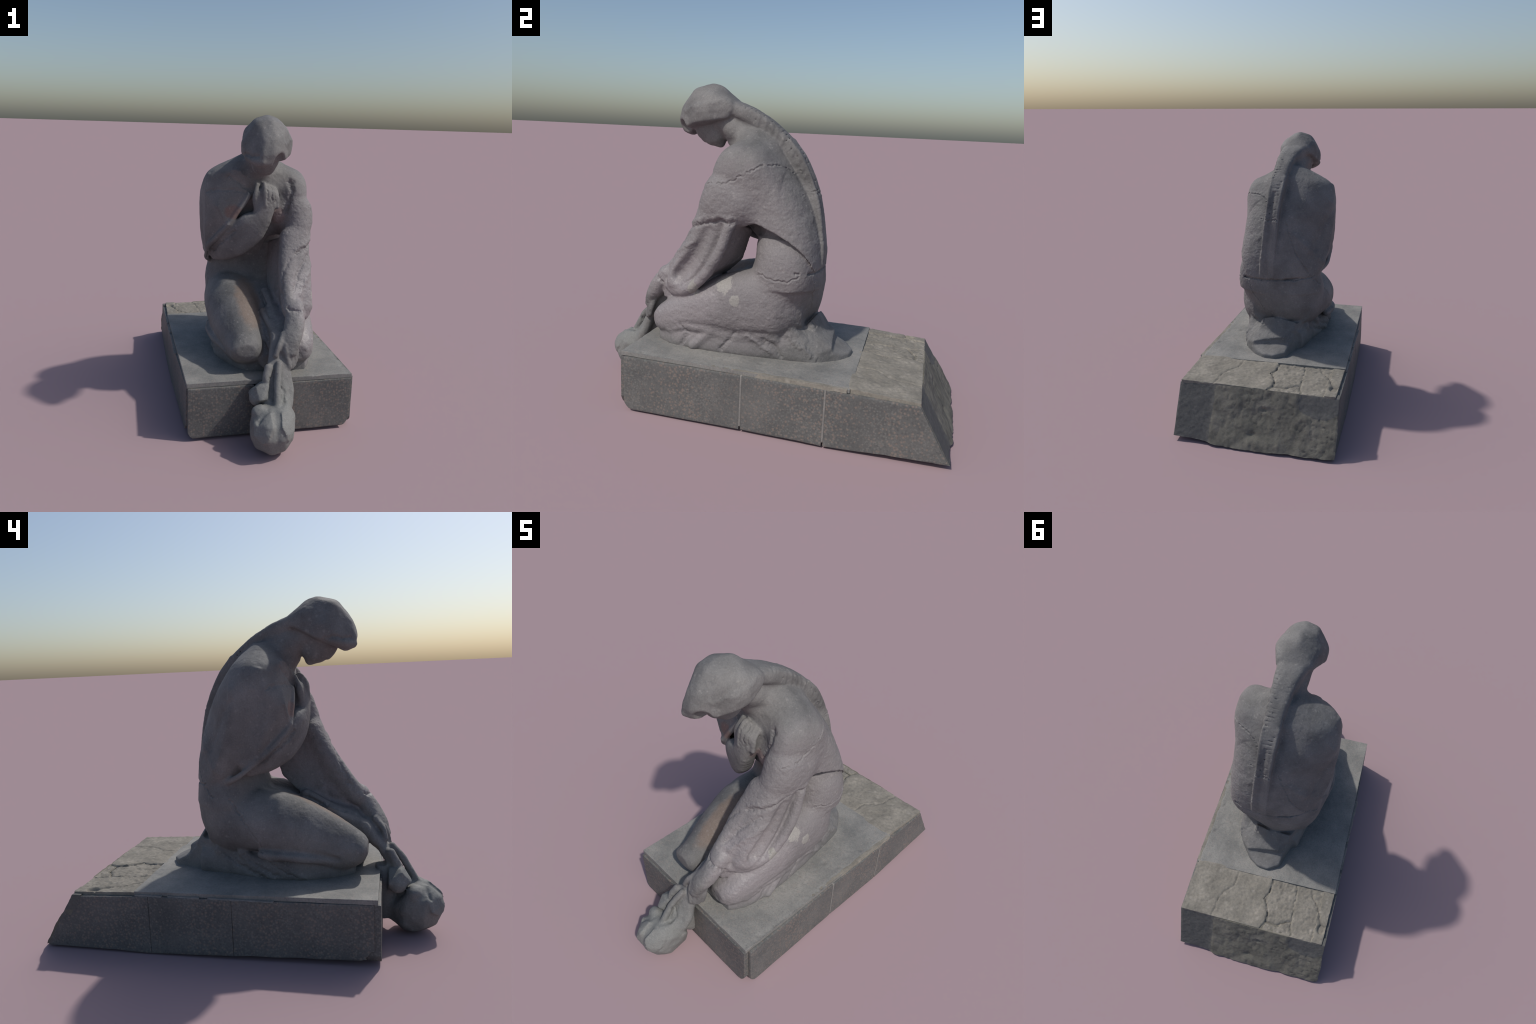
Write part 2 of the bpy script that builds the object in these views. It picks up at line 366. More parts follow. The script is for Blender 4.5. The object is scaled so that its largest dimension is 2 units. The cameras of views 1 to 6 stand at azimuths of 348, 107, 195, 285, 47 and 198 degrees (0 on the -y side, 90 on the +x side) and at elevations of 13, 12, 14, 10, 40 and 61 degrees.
# ---- feet, soles turned up
add("foot", *hull([(.222, .150, .470), (.150, .245, .455), (.02, .325, .432), (-.110, .224, .482), (-.130, .15, .485), (-.042, .338, .424), (.152, .368, .386), (.205, .311, .368), (-.088, .325, .385),
     (.215, .12, .28), (-.14, .12, .28), (-.095, .33, .28), (.208, .31, .28), (.15, .36, .28)], soft=.005), k=.014)
add("foot", *hull([(.204, .305, .350), (.155, .365, .362), (-.042, .335, .384), (-.080, .330, .384), (.135, .398, .340), (.06, .440, .340), (.0, .446, .340), (-.072, .402, .346),
     (.212, .30, .28), (.14, .402, .28), (.06, .447, .28), (.0, .450, .28), (-.08, .402, .28), (-.1, .33, .28)], soft=.005), k=.006)
add("foot", *hull([(.245, .08, .45), (.238, .15, .485), (.215, .175, .482), (.185, .205, .455), (.205, .30, .372), (.225, .28, .29), (.25, .10, .29), (.14, .10, .45), (.15, .22, .43)]), k=.012)
groove([(.16, .372, .378), (.06, .352, .396), (-.04, .342, .408), (-.085, .32, .405)], .007, .010)
add("foot", *hull([(-.095, .245, .475), (-.132, .17, .480), (-.158, .08, .445), (-.165, .08, .29), (-.120, .25, .29), (-.05, .12, .48), (-.06, .25, .45)]), k=.012)

add("skirt", *hull([(.12, -.43, .645), (.15, -.54, .625), (.05, -.48, .595), (.035, -.60, .55), (.10, -.635, .53), (.10, -.56, .44), (.02, -.45, .48), (.15, -.42, .48)]), k=.02)
# small folds of the lap running into the hand
ridge("skirt", [(.03, -.42, .615), (.05, -.52, .565), (.07, -.62, .49), (.075, -.68, .42)], .026, .02)
ridge("skirt", [(.0, -.44, .565), (.02, -.53, .51), (.045, -.61, .45)], .020, .015)
ridge("skirt", [(.06, -.30, .69), (.08, -.42, .62), (.10, -.54, .555)], .03, .025)

# ---- trailing cloth from the hand over the edge
add("cloth", *sweep([(.075, -.60, .52, .045, .04), (.062, -.675, .445, .056, .036), (.045, -.725, .385, .058, .031), (.035, -.755, .33, .062, .033),
                     (.026, -.785, .27, .066, .042), (.015, -.82, .20, .072, .060)], n=2.4), k=.018)
ridge("cloth", [(.045, -.745, .43), (.028, -.795, .375), (.020, -.835, .31), (.014, -.872, .245)], .018, .012)
ridge("cloth", [(.092, -.73, .36), (.100, -.758, .29), (.092, -.795, .22)], .026, .015)
ridge("cloth", [(-.01, -.74, .41), (-.022, -.765, .36), (-.02, -.775, .31)], .022, .014)
groove([(.012, -.795, .40), (-.012, -.82, .345), (-.03, -.825, .315)], .010, .008)
# hanging bundle with its lump
add("bundle", *hull([(-.03, -.85, .0), (.05, -.85, .004), (-.06, -.80, .012), (.03, -.79, .01), (-.02, -.91, .008), (.05, -.90, .016), (-.08, -.86, .02),
     (-.10, -.90, .05), (-.03, -.965, .045), (.05, -.95, .05), (.09, -.88, .05), (.07, -.77, .05), (-.03, -.73, .06), (-.10, -.80, .05),
     (-.128, -.90, .12), (-.115, -.80, .13), (-.06, -.997, .13), (.03, -.999, .13), (.09, -.94, .12), (.108, -.85, .13), (.10, -.77, .14), (-.05, -.73, .13),
     (-.122, -.91, .19), (-.06, -.982, .200), (.0, -.987, .195), (.06, -.957, .205), (.105, -.88, .208), (.118, -.79, .18), (-.10, -.82, .215),
     (-.05, -.92, .242), (.03, -.91, .256), (.07, -.86, .268), (.0, -.86, .262), (.08, -.79, .275), (-.06, -.85, .245)], soft=.004), k=.010)
add("bundle", *hull([(.02, -.93, .258), (.085, -.90, .225), (.09, -.945, .16), (.03, -1.003, .17), (.01, -.99, .21), (.05, -.90, .17), (.055, -.975, .12)]), k=.02)
add("bundle", *hull([(-.03, -.925, .252), (-.115, -.915, .205), (-.125, -.94, .14), (-.05, -1.002, .165), (-.03, -.985, .21), (-.06, -.90, .15), (-.08, -.975, .11)]), k=.02)
add("bundle", *planes((-.050, -.786, .296), [(-.2, -.75, .6, .036), (-.9, -.3, .1, .042), (.8, -.3, .2, .045), (0, .1, 1, .046), (.1, -.6, -.9, .046), (-.5, .3, .7, .045),
     (0, 1, 0, .06), (-.6, -.2, -.8, .048), (.5, -.7, .2, .042)], soft=.008), k=.008)
add("bundle", *ellipsoid((-.080, -.772, .262), (.034, .045, .042)), k=.012)
add("bundle", *ellipsoid((-.07, -.855, .222), (.045, .04, .04)), k=.014)
groove([(-.006, -.90, .262), (-.010, -.945, .240), (-.012, -.992, .190), (-.010, -1.006, .11), (-.01, -.99, .05)], .009, .014)
groove([(-.02, -.90, .258), (-.065, -.915, .238), (-.095, -.93, .20)], .005, .012)
# web of stone that ties the bundle to the pedestal
add("cloth", *loft(2, [(.06, -.04, .05, -.73, -.66), (.12, -.05, .06, -.77, -.66), (.25, -.045, .06, -.76, -.66), (.34, -.02, .06, -.74, -.66)]), k=.02)

# knees: the gap between right knee and trailing cloth
cut(*ellipsoid((.0, -.655, .395), (.06, .022, .035)), .015)
# waist seam in the back
groove([(.27, .20, .785), (.20, .262, .784), (.05, .274, .784), (-.06, .272, .79), (-.15, .240, .80), (-.20, .2, .80)], .006, .006)
cut(*sweep([(-.030, .268, .787, .0065, .03), (-.13, .252, .799, .0065, .03)], side=(0, 0, 1)), .005)

# ------------------------------------------------------------------ surface extraction (surface nets)
D[:, :, :max(0, int((-.004-LO[2])/H))] = .05
def surface_nets(F):
    S = F < 0
    nx, ny, nz = F.shape
    c = np.zeros((nx-1, ny-1, nz-1), np.int8)
    for a in (0, 1):
        for b in (0, 1):
            for e in (0, 1):
                c += S[a:nx-1+a, b:ny-1+b, e:nz-1+e]
    act = (c > 0) & (c < 8)
    I = np.argwhere(act)
    acc = np.zeros((len(I), 3)); cnt = np.zeros(len(I))
    corners = [(a, b, e) for a in (0, 1) for b in (0, 1) for e in (0, 1)]
    val = {k: F[I[:, 0]+k[0], I[:, 1]+k[1], I[:, 2]+k[2]] for k in corners}
    for k in corners:
        for ax in range(3):
            if k[ax] == 0:
                k2 = tuple(k[i]+(1 if i == ax else 0) for i in range(3))
                v0, v1 = val[k], val[k2]; m = (v0 < 0) != (v1 < 0)
                t = np.where(m, v0/np.where(m, v0-v1, 1), 0)
                p = np.tile(np.array(k, float), (len(I), 1)); p[:, ax] += t
                acc[m] += p[m]; cnt[m] += 1
    V = LO+(I+acc/cnt[:, None])*H
    idx = np.full(act.shape, -1, np.int32); idx[act] = np.arange(len(I))
    Q = []
    for ax in range(3):
        o = [0, 1, 2]; o.remove(ax); u, v = o
        if ax == 1: u, v = v, u
        sl0 = [slice(1, -1)]*3; sl1 = [slice(1, -1)]*3
        sl0[ax] = slice(0, -1); sl1[ax] = slice(1, None)
        A, B = S[tuple(sl0)], S[tuple(sl1)]
        for flip in (False, True):
            E = np.argwhere((~A & B) if flip else (A & ~B))
            off = np.ones(3, int); off[ax] = 0
            E = E+off
            def g(du, dv):
                J = E.copy(); J[:, u] += du; J[:, v] += dv
                return idx[J[:, 0], J[:, 1], J[:, 2]]
            q = np.stack([g(-1, -1), g(0, -1), g(0, 0), g(-1, 0)], 1)
            Q.append(q[:, ::-1] if flip else q)
    return V, np.concatenate(Q), I

V, Q, CELL = surface_nets(D)
# drop crumbs: keep the largest connected surface
parent = np.arange(len(V))
EU = np.concatenate([Q[:, 0], Q[:, 1], Q[:, 2]]); EV = np.concatenate([Q[:, 1], Q[:, 2], Q[:, 3]])
while True:
    pu, pv = parent[EU], parent[EV]; diff = pu != pv
    if not diff.any(): break
    a_, b_ = np.maximum(pu[diff], pv[diff]), np.minimum(pu[diff], pv[diff])
    np.minimum.at(parent, a_, b_)
    while True:
        q_ = parent[parent]
        if (q_ == parent).all(): break
        parent = q_
ids, cn = np.unique(parent, return_counts=True)
keep = parent == ids[cn.argmax()]
remap = np.cumsum(keep)-1
Q = remap[Q[keep[Q].all(1)]]; V = V[keep]; CELL = CELL[keep]

me = bpy.data.meshes.new("figure")
me.vertices.add(len(V)); me.vertices.foreach_set("co", V.ravel())
me.loops.add(Q.size); me.loops.foreach_set("vertex_index", Q.ravel().astype(np.int32))
me.polygons.add(len(Q)); me.polygons.foreach_set("loop_start", np.arange(0, Q.size, 4, dtype=np.int32))
me.update(calc_edges=True)
base = bpy.data.objects.new("figure", me); bpy.context.scene.collection.objects.link(base)
mod = base.modifiers.new("s", 'SMOOTH'); mod.factor = .5; mod.iterations = 2
mod = base.modifiers.new("u", 'SUBSURF'); mod.levels = 1; mod.render_levels = 1
dg = bpy.context.evaluated_depsgraph_get()
fine = bpy.data.meshes.new_from_object(base.evaluated_get(dg)); bpy.data.objects.remove(base)

n = len(fine.vertices)
P = np.empty(n*3); fine.vertices.foreach_get("co", P); P = P.reshape(-1, 3)
NO = np.empty(n*3); fine.vertices.foreach_get("normal", NO); NO = NO.reshape(-1, 3)

def near_line(P, pts):
    """Distance of points to a 3D polyline."""
    pts = np.array(pts); best = np.full(len(P), 9.)
    idx = np.flatnonzero(((P > pts.min(0)-.05) & (P < pts.max(0)+.05)).all(1))
    S = P[idx]; b_ = np.full(len(S), 9.)
    for a, b in zip(pts[:-1], pts[1:]):
        d = b-a
        if d @ d < 1e-10: continue
        R = S-a; t = np.clip(R@d/(d@d), 0, 1)
        b_ = np.minimum(b_, np.linalg.norm(R-t[:, None]*d, axis=1))
    best[idx] = b_
    return best

# weathering: broad unevenness everywhere, rough granular crust on the left flank and sleeve
w_rough = np.clip((P[:, 0]-.02)/.12, 0, 1)*np.clip((1.30-P[:, 2])/.06, 0, 1)*np.clip((P[:, 2]-.36)/.05, 0, 1)
disp = .0024*noise(P, 9, 2, 2)+.0020*noise(P, 18, 1, 3)+.0008*noise(P, 70, 5, 2)
disp += w_rough*(.0022*noise(P*[1, 1, 1.5], 32, 11, 4, .6)-.0016*np.clip(noise(P, 90, 21, 2)-.15, 0, 1))
J = P+.006*np.stack([noise(P, 40, 31), noise(P, 40, 32), noise(P, 40, 33)], 1)+.003*np.stack([noise(P, 130, 41), noise(P, 130, 42), noise(P, 130, 43)], 1)
cracks = [
    [(.30, -.285, 1.19), (.325, -.22, 1.20), (.335, -.15, 1.225), (.325, -.08, 1.265), (.295, -.02, 1.30), (.25, .03, 1.31), (.19, .07, 1.32), (.12, .13, 1.27)],
    [(.28, -.02, .762), (.30, .06, .752), (.30, .14, .748), (.285, .19, .77)],
    [(-.02, .20, 1.17), (-.045, .215, 1.10), (-.09, .225, .98), (-.15, .23, .88), (-.21, .20, .80), (-.245, .12, .74)],
    [(-.245, .03, .725), (-.268, -.03, .64), (-.270, -.09, .55), (-.255, -.13, .47), (-.235, -.15, .42), (-.245, -.22, .37), (-.25, -.29, .33)],
    [(.19, .22, .74), (.175, .27, .64), (.14, .285, .55), (.12, .27, .48)],
    [(.03, .25, 1.178), (.075, .26, 1.176), (.125, .23, 1.178), (.17, .2, 1.18)],
]
PS = P[::6]
def on_surface(c):
    c = np.array(c); out = []
    for a, b in zip(c[:-1], c[1:]):
        k = max(1, int(np.linalg.norm(b-a)/.012))
        for i in range(k):
            q = a+(b-a)*i/k; out.append(PS[((PS-q)**2).sum(1).argmin()])
    out.append(PS[((PS-c[-1])**2).sum(1).argmin()])
    return out
for c in cracks:
    d = near_line(J, on_surface(c))
    disp -= .0045*np.exp(-(d/.0042)**2)
    disp += .0012*np.exp(-((d-.009)/.005)**2)
# folds and creases laid on the surface: (path, height, width)
creases = [
    ([(.34, -.14, 1.016), (.345, -.21, 1.016), (.31, -.31, 1.0), (.26, -.37, .965), (.2, -.41, .94)], -.010, .010),
    ([(.34, -.14, 1.040), (.345, -.21, 1.040), (.31, -.31, 1.025), (.26, -.37, .99), (.2, -.41, .965)], .006, .014),
    ([(.30, -.36, .90), (.25, -.46, .82), (.20, -.54, .74)], .006, .014),
    ([(.27, -.40, .93), (.20, -.47, .84), (.16, -.54, .76)], -.007, .011),
    ([(.16, -.42, .90), (.12, -.49, .80), (.10, -.54, .72)], -.006, .012),
    ([(.20, -.56, .63), (.17, -.605, .66), (.12, -.61, .69)], -.010, .009),
    ([(-.125, -.285, 1.055), (-.185, -.222, .985), (-.240, -.14, .905), (-.250, -.06, .835)], -.010, .010),
    ([(-.285, -.20, 1.275), (-.16, -.25, 1.285), (-.036, -.263, 1.271)], -.005, .010),
    ([(-.155, -.235, 1.36), (-.08, -.25, 1.315), (-.03, -.262, 1.28)], -.009, .012),
    ([(-.13, -.225, 1.40), (-.06, -.235, 1.36), (0, -.25, 1.32)], .006, .012),
    ([(-.222, -.262, 1.19), (-.165, -.270, 1.085)], .005, .010),
    ([(.20, -.25, 1.335), (.205, -.27, 1.28), (.19, -.275, 1.22), (.16, -.275, 1.16)], -.014, .015),
    ([(.26, .02, .43), (.255, .08, .39), (.25, .12, .34)], -.008, .012),
    ([(.245, .14, .45), (.24, .20, .41), (.235, .27, .36)], .008, .014),
    ([(.27, -.06, .44), (.27, 0, .40), (.255, .06, .35)], .007, .012),
    ([(.295, -.42, .44), (.30, -.38, .40), (.295, -.42, .34)], -.007, .012),
    ([(.31, -.12, .445), (.29, -.16, .40), (.29, -.20, .34)], -.008, .012),
    ([(-.16, .10, .42), (-.17, 0, .37), (-.20, -.12, .335)], -.010, .012),
    ([(-.20, -.02, .43), (-.21, -.10, .38), (-.24, -.20, .335)], -.009, .012),
    ([(-.25, -.16, .44), (-.25, -.25, .38), (-.23, -.33, .335)], .007, .014),
    ([(-.11, -.44, 1.490), (-.10, -.50, 1.494), (-.06, -.56, 1.489)], -.006, .008),
    ([(.11, -.30, 1.60), (.13, -.36, 1.58), (.13, -.44, 1.57), (.09, -.52, 1.55)], .004, .016),
    ([(-.10, .235, 1.08), (-.17, .15, .96), (-.23, .07, .87)], .006, .022),
    ([(-.26, -.02, 1.20), (-.22, .09, 1.05), (-.16, .16, .92)], -.006, .025),
    ([(.02, -.30, .69), (.03, -.40, .64), (.05, -.50, .59)], -.008, .012),
    ([(.0, -.48, .55), (.02, -.56, .50), (.05, -.63, .44)], -.008, .010),
    ([(.05, -.80, .345), (.06, -.80, .30), (.055, -.84, .26)], -.007, .010),
    ([(.0, -.78, .37), (-.005, -.80, .32), (-.01, -.83, .28)], -.007, .009),
]
creases.append(([(.29, .18, .785), (.22, .25, .785), (.05, .27, .785), (-.03, .265, .787), (-.13, .24, .797), (-.20, .17, .80)], -.009, .0055))
for i in range(3):
    x = .050+.0225*i
    creases.append(([(x, -.335+.006*i, 1.215), (x-.002, -.325+.006*i, 1.272), (x-.005, -.29, 1.315)], -.0045, .0055))
for c, hgt, wid in creases:
    d = near_line(J, on_surface(c)); disp += hgt*np.exp(-(d/wid)**2)
w_bundle = np.clip((-.74-P[:, 1])/.05, 0, 1)
disp += w_bundle*.0035*noise(P, 20, 61, 2)
P = P+NO*disp[:, None]
fine.vertices.foreach_set("co", P.ravel()); fine.update()

# ------------------------------------------------------------------ materials
def stone(name, cols, patches=(), grain=120., speck=None, rough=.8, bump=.25, big=6., spec=.3, gloss=None):
    """Procedural stone. cols: dark, mid, light. patches: (centre, radii, colour, amount, wobble)."""
    mat = bpy.data.materials.new(name); mat.use_nodes = True
    nt = mat.node_tree; nt.nodes.clear(); N = nt.nodes.new; Lk = nt.links.new
    out = N('ShaderNodeOutputMaterial'); bs = N('ShaderNodeBsdfPrincipled'); Lk(bs.outputs[0], out.inputs[0])
    tc = N('ShaderNodeTexCoord'); co = tc.outputs['Object']
    def nz(scale, detail=4, rough_=.6, vec=co):
        t = N('ShaderNodeTexNoise'); t.inputs['Scale'].default_value = scale
        t.inputs['Detail'].default_value = detail; t.inputs['Roughness'].default_value = rough_; Lk(vec, t.inputs['Vector']); return t
    def ramp(sock, stops):
        r = N('ShaderNodeValToRGB'); Lk(sock, r.inputs[0])
        while len(r.color_ramp.elements) < len(stops): r.color_ramp.elements.new(.5)
        for e, (p, c) in zip(r.color_ramp.elements, stops):
            e.position = p; e.color = (*c, 1) if len(c) == 3 else c
        return r.outputs[0]
    def mix(f, a, b, mode='MIX'):
        m = N('ShaderNodeMix'); m.data_type = 'RGBA'; m.blend_type = mode
        for s, v in ((m.inputs[0], f), (m.inputs[6], a), (m.inputs[7], b)):
            if isinstance(v, (int, float)): s.default_value = v
            elif isinstance(v, tuple): s.default_value = (*v, 1)
            else: Lk(v, s)
        return m.outputs[2]
    def math_(op, a, b=None, clamp=False):
        m = N('ShaderNodeMath'); m.operation = op; m.use_clamp = clamp
        for i, v in enumerate((a, b)):
            if v is None: continue
            if isinstance(v, (int, float)): m.inputs[i].default_value = v
            else: Lk(v, m.inputs[i])
        return m.outputs[0]
    big_n = nz(big, 6, .62)
    col = ramp(big_n.outputs[0], [(.28, cols[0]), (.5, cols[1]), (.72, cols[2])])
    wob = nz(22, 5, .65); masks = []
    for c, r, pc, amt, wb in patches:
        mp = N('ShaderNodeMapping'); mp.vector_type = 'POINT'
        mp.inputs['Location'].default_value = [-c[i]/r[i] for i in range(3)]
        mp.inputs['Scale'].default_value = [1/v for v in r]; Lk(co, mp.inputs[0])
        ln = N('ShaderNodeVectorMath'); ln.operation = 'LENGTH'; Lk(mp.outputs[0], ln.inputs[0])
        w = math_('MULTIPLY', math_('SUBTRACT', wob.outputs[0], .5), wb*2)
        s = math_('ADD', ln.outputs['Value'], w)
        sharp = .55 if amt > 0 else .06; amt = abs(amt)
        mr = N('ShaderNodeMapRange'); mr.interpolation_type = 'SMOOTHSTEP'
        mr.inputs[1].default_value = 1-sharp*.5; mr.inputs[2].default_value = 1+sharp*.5
        mr.inputs[3].default_value = amt; mr.inputs[4].default_value = 0; Lk(s, mr.inputs[0])
        col = mix(mr.outputs[0], col, pc); masks.append(mr.outputs[0])
    g = nz(grain, 4, .7)
    gv = ramp(g.outputs[0], [(.3, (.80, .80, .80)), (.55, (1, 1, 1)), (.75, (1.14, 1.13, 1.11))])
    col = mix(1.0, col, gv, 'MULTIPLY')
    if speck:
        for sc, thr, c2, amt in speck:
            v = N('ShaderNodeTexVoronoi'); v.inputs['Scale'].default_value = sc
            dd = nz(sc*1.6, 2, .5)
            va = N('ShaderNodeVectorMath'); va.operation = 'MULTIPLY_ADD'; Lk(dd.outputs['Color'], va.inputs[0])
            va.inputs[1].default_value = (.5/sc,)*3; Lk(co, va.inputs[2]); Lk(va.outputs[0], v.inputs['Vector'])
            pick = N('ShaderNodeSeparateColor'); Lk(v.outputs['Color'], pick.inputs[0])
            sel = math_('GREATER_THAN', pick.outputs[0], thr)
            near = math_('SUBTRACT', 1.0, math_('MULTIPLY', v.outputs['Distance'], 1.6), True)
            f = math_('MULTIPLY', math_('MULTIPLY', sel, near), amt, True)
            col = mix(f, col, c2)
    Lk(col, bs.inputs['Base Color'])
    bs.inputs['Roughness'].default_value = rough
    if gloss:
        Lk(math_('SUBTRACT', rough, math_('MULTIPLY', math_('MULTIPLY', masks[gloss[0]], wob.outputs[0]), gloss[1]*2)), bs.inputs['Roughness'])
    bs.inputs['Specular IOR Level'].default_value = spec
    b = N('ShaderNodeBump'); b.inputs['Strength'].default_value = bump; b.inputs['Distance'].default_value = .004
    hsum = math_('ADD', math_('MULTIPLY', g.outputs[0], .6), nz(grain*.35, 5, .7).outputs[0])
    Lk(hsum, b.inputs['Height']); Lk(b.outputs[0], bs.inputs['Normal'])
    return mat

figure_mat = stone("weathered_artificial_stone", [(.105, .103, .101), (.168, .164, .160), (.228, .222, .215)],
    patches=[((.30, -.25, .80), (.20, .50, .55), (.222, .205, .208), .7, .35),
             ((.26, -.45, .60), (.16, .25, .25), (.28, .256, .262), .55, .4),
             ((.0, -.88, .2), (.25, .22, .22), (.20, .205, .195), .7, .3),
             ((-.05, -.38, .66), (.075, .28, .12), (.215, .145, .105), .55, .35),
             ((-.135, -.27, 1.16), (.05, .06, .038), (.22, .125, .10), .6, .3),
             ((.125, -.27, 1.14), (.04, .06, .05), (.20, .125, .115), .5, .3),
             ((.30, -.20, .70), (.07, .045, .055), (.315, .302, .28), -.8, .9),
             ((.31, -.35, .66), (.04, .03, .045), (.30, .29, .265), -.9, .8),
             ((.30, -.12, .62), (.05, .035, .03), (.30, .29, .265), -.8, .8),
             ((.33, .03, 1.285), (.05, .05, .02), (.36, .345, .315), -.9, .5)],
    grain=150, speck=[(60, .96, (.36, .34, .32), .35), (120, .95, (.31, .295, .28), .4)], rough=.74, bump=.28, big=5, spec=.4, gloss=(1, .5))

# ------------------------------------------------------------------ split the figure into named parts
nf = len(fine.polygons)
cen = np.empty(nf*3); fine.polygons.foreach_get("center", cen); cen = cen.reshape(-1, 3)
ci = np.clip(np.round((cen-LO)/H).astype(int), 0, N-1)
flab = LAB[ci[:, 0], ci[:, 1], ci[:, 2]]
li = np.empty(nf*4, np.int32); fine.polygons.foreach_get("vertices", li); FQ = li.reshape(-1, 4)
VN = np.empty(n*3); fine.vertices.foreach_get("normal", VN); VN = VN.reshape(-1, 3)

def empty(name, parent=None):
    o = bpy.data.objects.new(name, None); bpy.context.scene.collection.objects.link(o); o.parent = parent; o.empty_display_size = .1
    return o
statue = empty("kneeling_statue")
statue["label"] = "grey weathered stone statue of a kneeling mourning woman"; statue["category"] = "statue"

def emit(name, mask, parent):
    if not mask.any(): return None
    q = FQ[mask]; used, inv = np.unique(q, return_inverse=True); q = inv.reshape(-1, 4)
    m = bpy.data.meshes.new(name); m.vertices.add(len(used)); m.vertices.foreach_set("co", P[used].ravel())
    m.loops.add(q.size); m.loops.foreach_set("vertex_index", q.ravel().astype(np.int32))
    m.polygons.add(len(q)); m.polygons.foreach_set("loop_start", np.arange(0, q.size, 4, dtype=np.int32))
    m.update(calc_edges=True); m.validate()
    m.shade_smooth(); m.normals_split_custom_set_from_vertices(VN[used].tolist())
    m.materials.append(figure_mat)
    o = bpy.data.objects.new(name, m); bpy.context.scene.collection.objects.link(o); o.parent = parent
    return o

cx = cen[:, 0]
for name in PARTS[1:]:
    m = flab == pid(name)
    if name == "arm":
        left = cx*1.0 > .075+.0*cx; left = (cen[:, 2] < .84) | (cx > .10)
        emit("arm", m & ~left, statue); emit("arm", m & left, statue)
    elif name == "hand":
        up = cen[:, 2] > .9
        emit("hand", m & up, statue); emit("hand", m & ~up, statue)
    elif name in ("leg", "foot"):
        mid = .045
        emit(name, m & (cx < mid), statue); emit(name, m & (cx >= mid), statue)
    elif name == "cloth": emit("trailing_cloth", m, statue)
    elif name == "bundle": emit("cloth_bundle", m, statue)
    else: emit(name, m, statue)
bpy.data.meshes.remove(fine)

# ------------------------------------------------------------------ pedestal
granite = stone("speckled_granite", [(.085, .088, .086), (.115, .116, .112), (.15, .148, .14)],
                grain=90, speck=[(75, .60, (.25, .19, .155), .8), (100, .55, (.20, .20, .185), .6), (90, .75, (.055, .057, .06), .5)],
                rough=.62, bump=.12, big=4, spec=.4)
slab_mat = stone("worn_granite_slab", [(.165, .165, .158), (.230, .226, .212), (.295, .283, .262)],
                 grain=130, speck=[(90, .75, (.30, .25, .22), .5), (110, .8, (.12, .12, .125), .5)], rough=.7, bump=.15, big=5, spec=.3)
cement = stone("old_cement", [(.175, .163, .140), (.235, .218, .186), (.30, .276, .236)], grain=70, rough=.85, bump=.5, big=9, spec=.2,
               speck=[(40, .85, (.38, .35, .31), .5)])
rough_mat = stone("hewn_stone", [(.13, .125, .105), (.185, .175, .145), (.235, .22, .185)], patches=[((.361, .9, .15), (.125, 6, 1.6), (.115, .115, .112), -.85, .22), ((-.39, .9, .26), (.135, 6, .075), (.12, .12, .118), -.8, .22)], grain=60, rough=.85, bump=.5, big=8, spec=.2)
dark_mat = stone("dark_granite_face", [(.075, .08, .085), (.10, .105, .108), (.135, .135, .13)], grain=100, rough=.75, bump=.4, big=8, spec=.3)
mortar_mat = stone("pale_mortar", [(.17, .165, .155), (.215, .207, .195), (.26, .25, .235)], grain=90, rough=.85, bump=.3, big=12, spec=.2)

pedestal = empty("stone_pedestal")
pedestal["label"] = "long granite plinth with slanted rough back end"; pedestal["category"] = "pedestal"

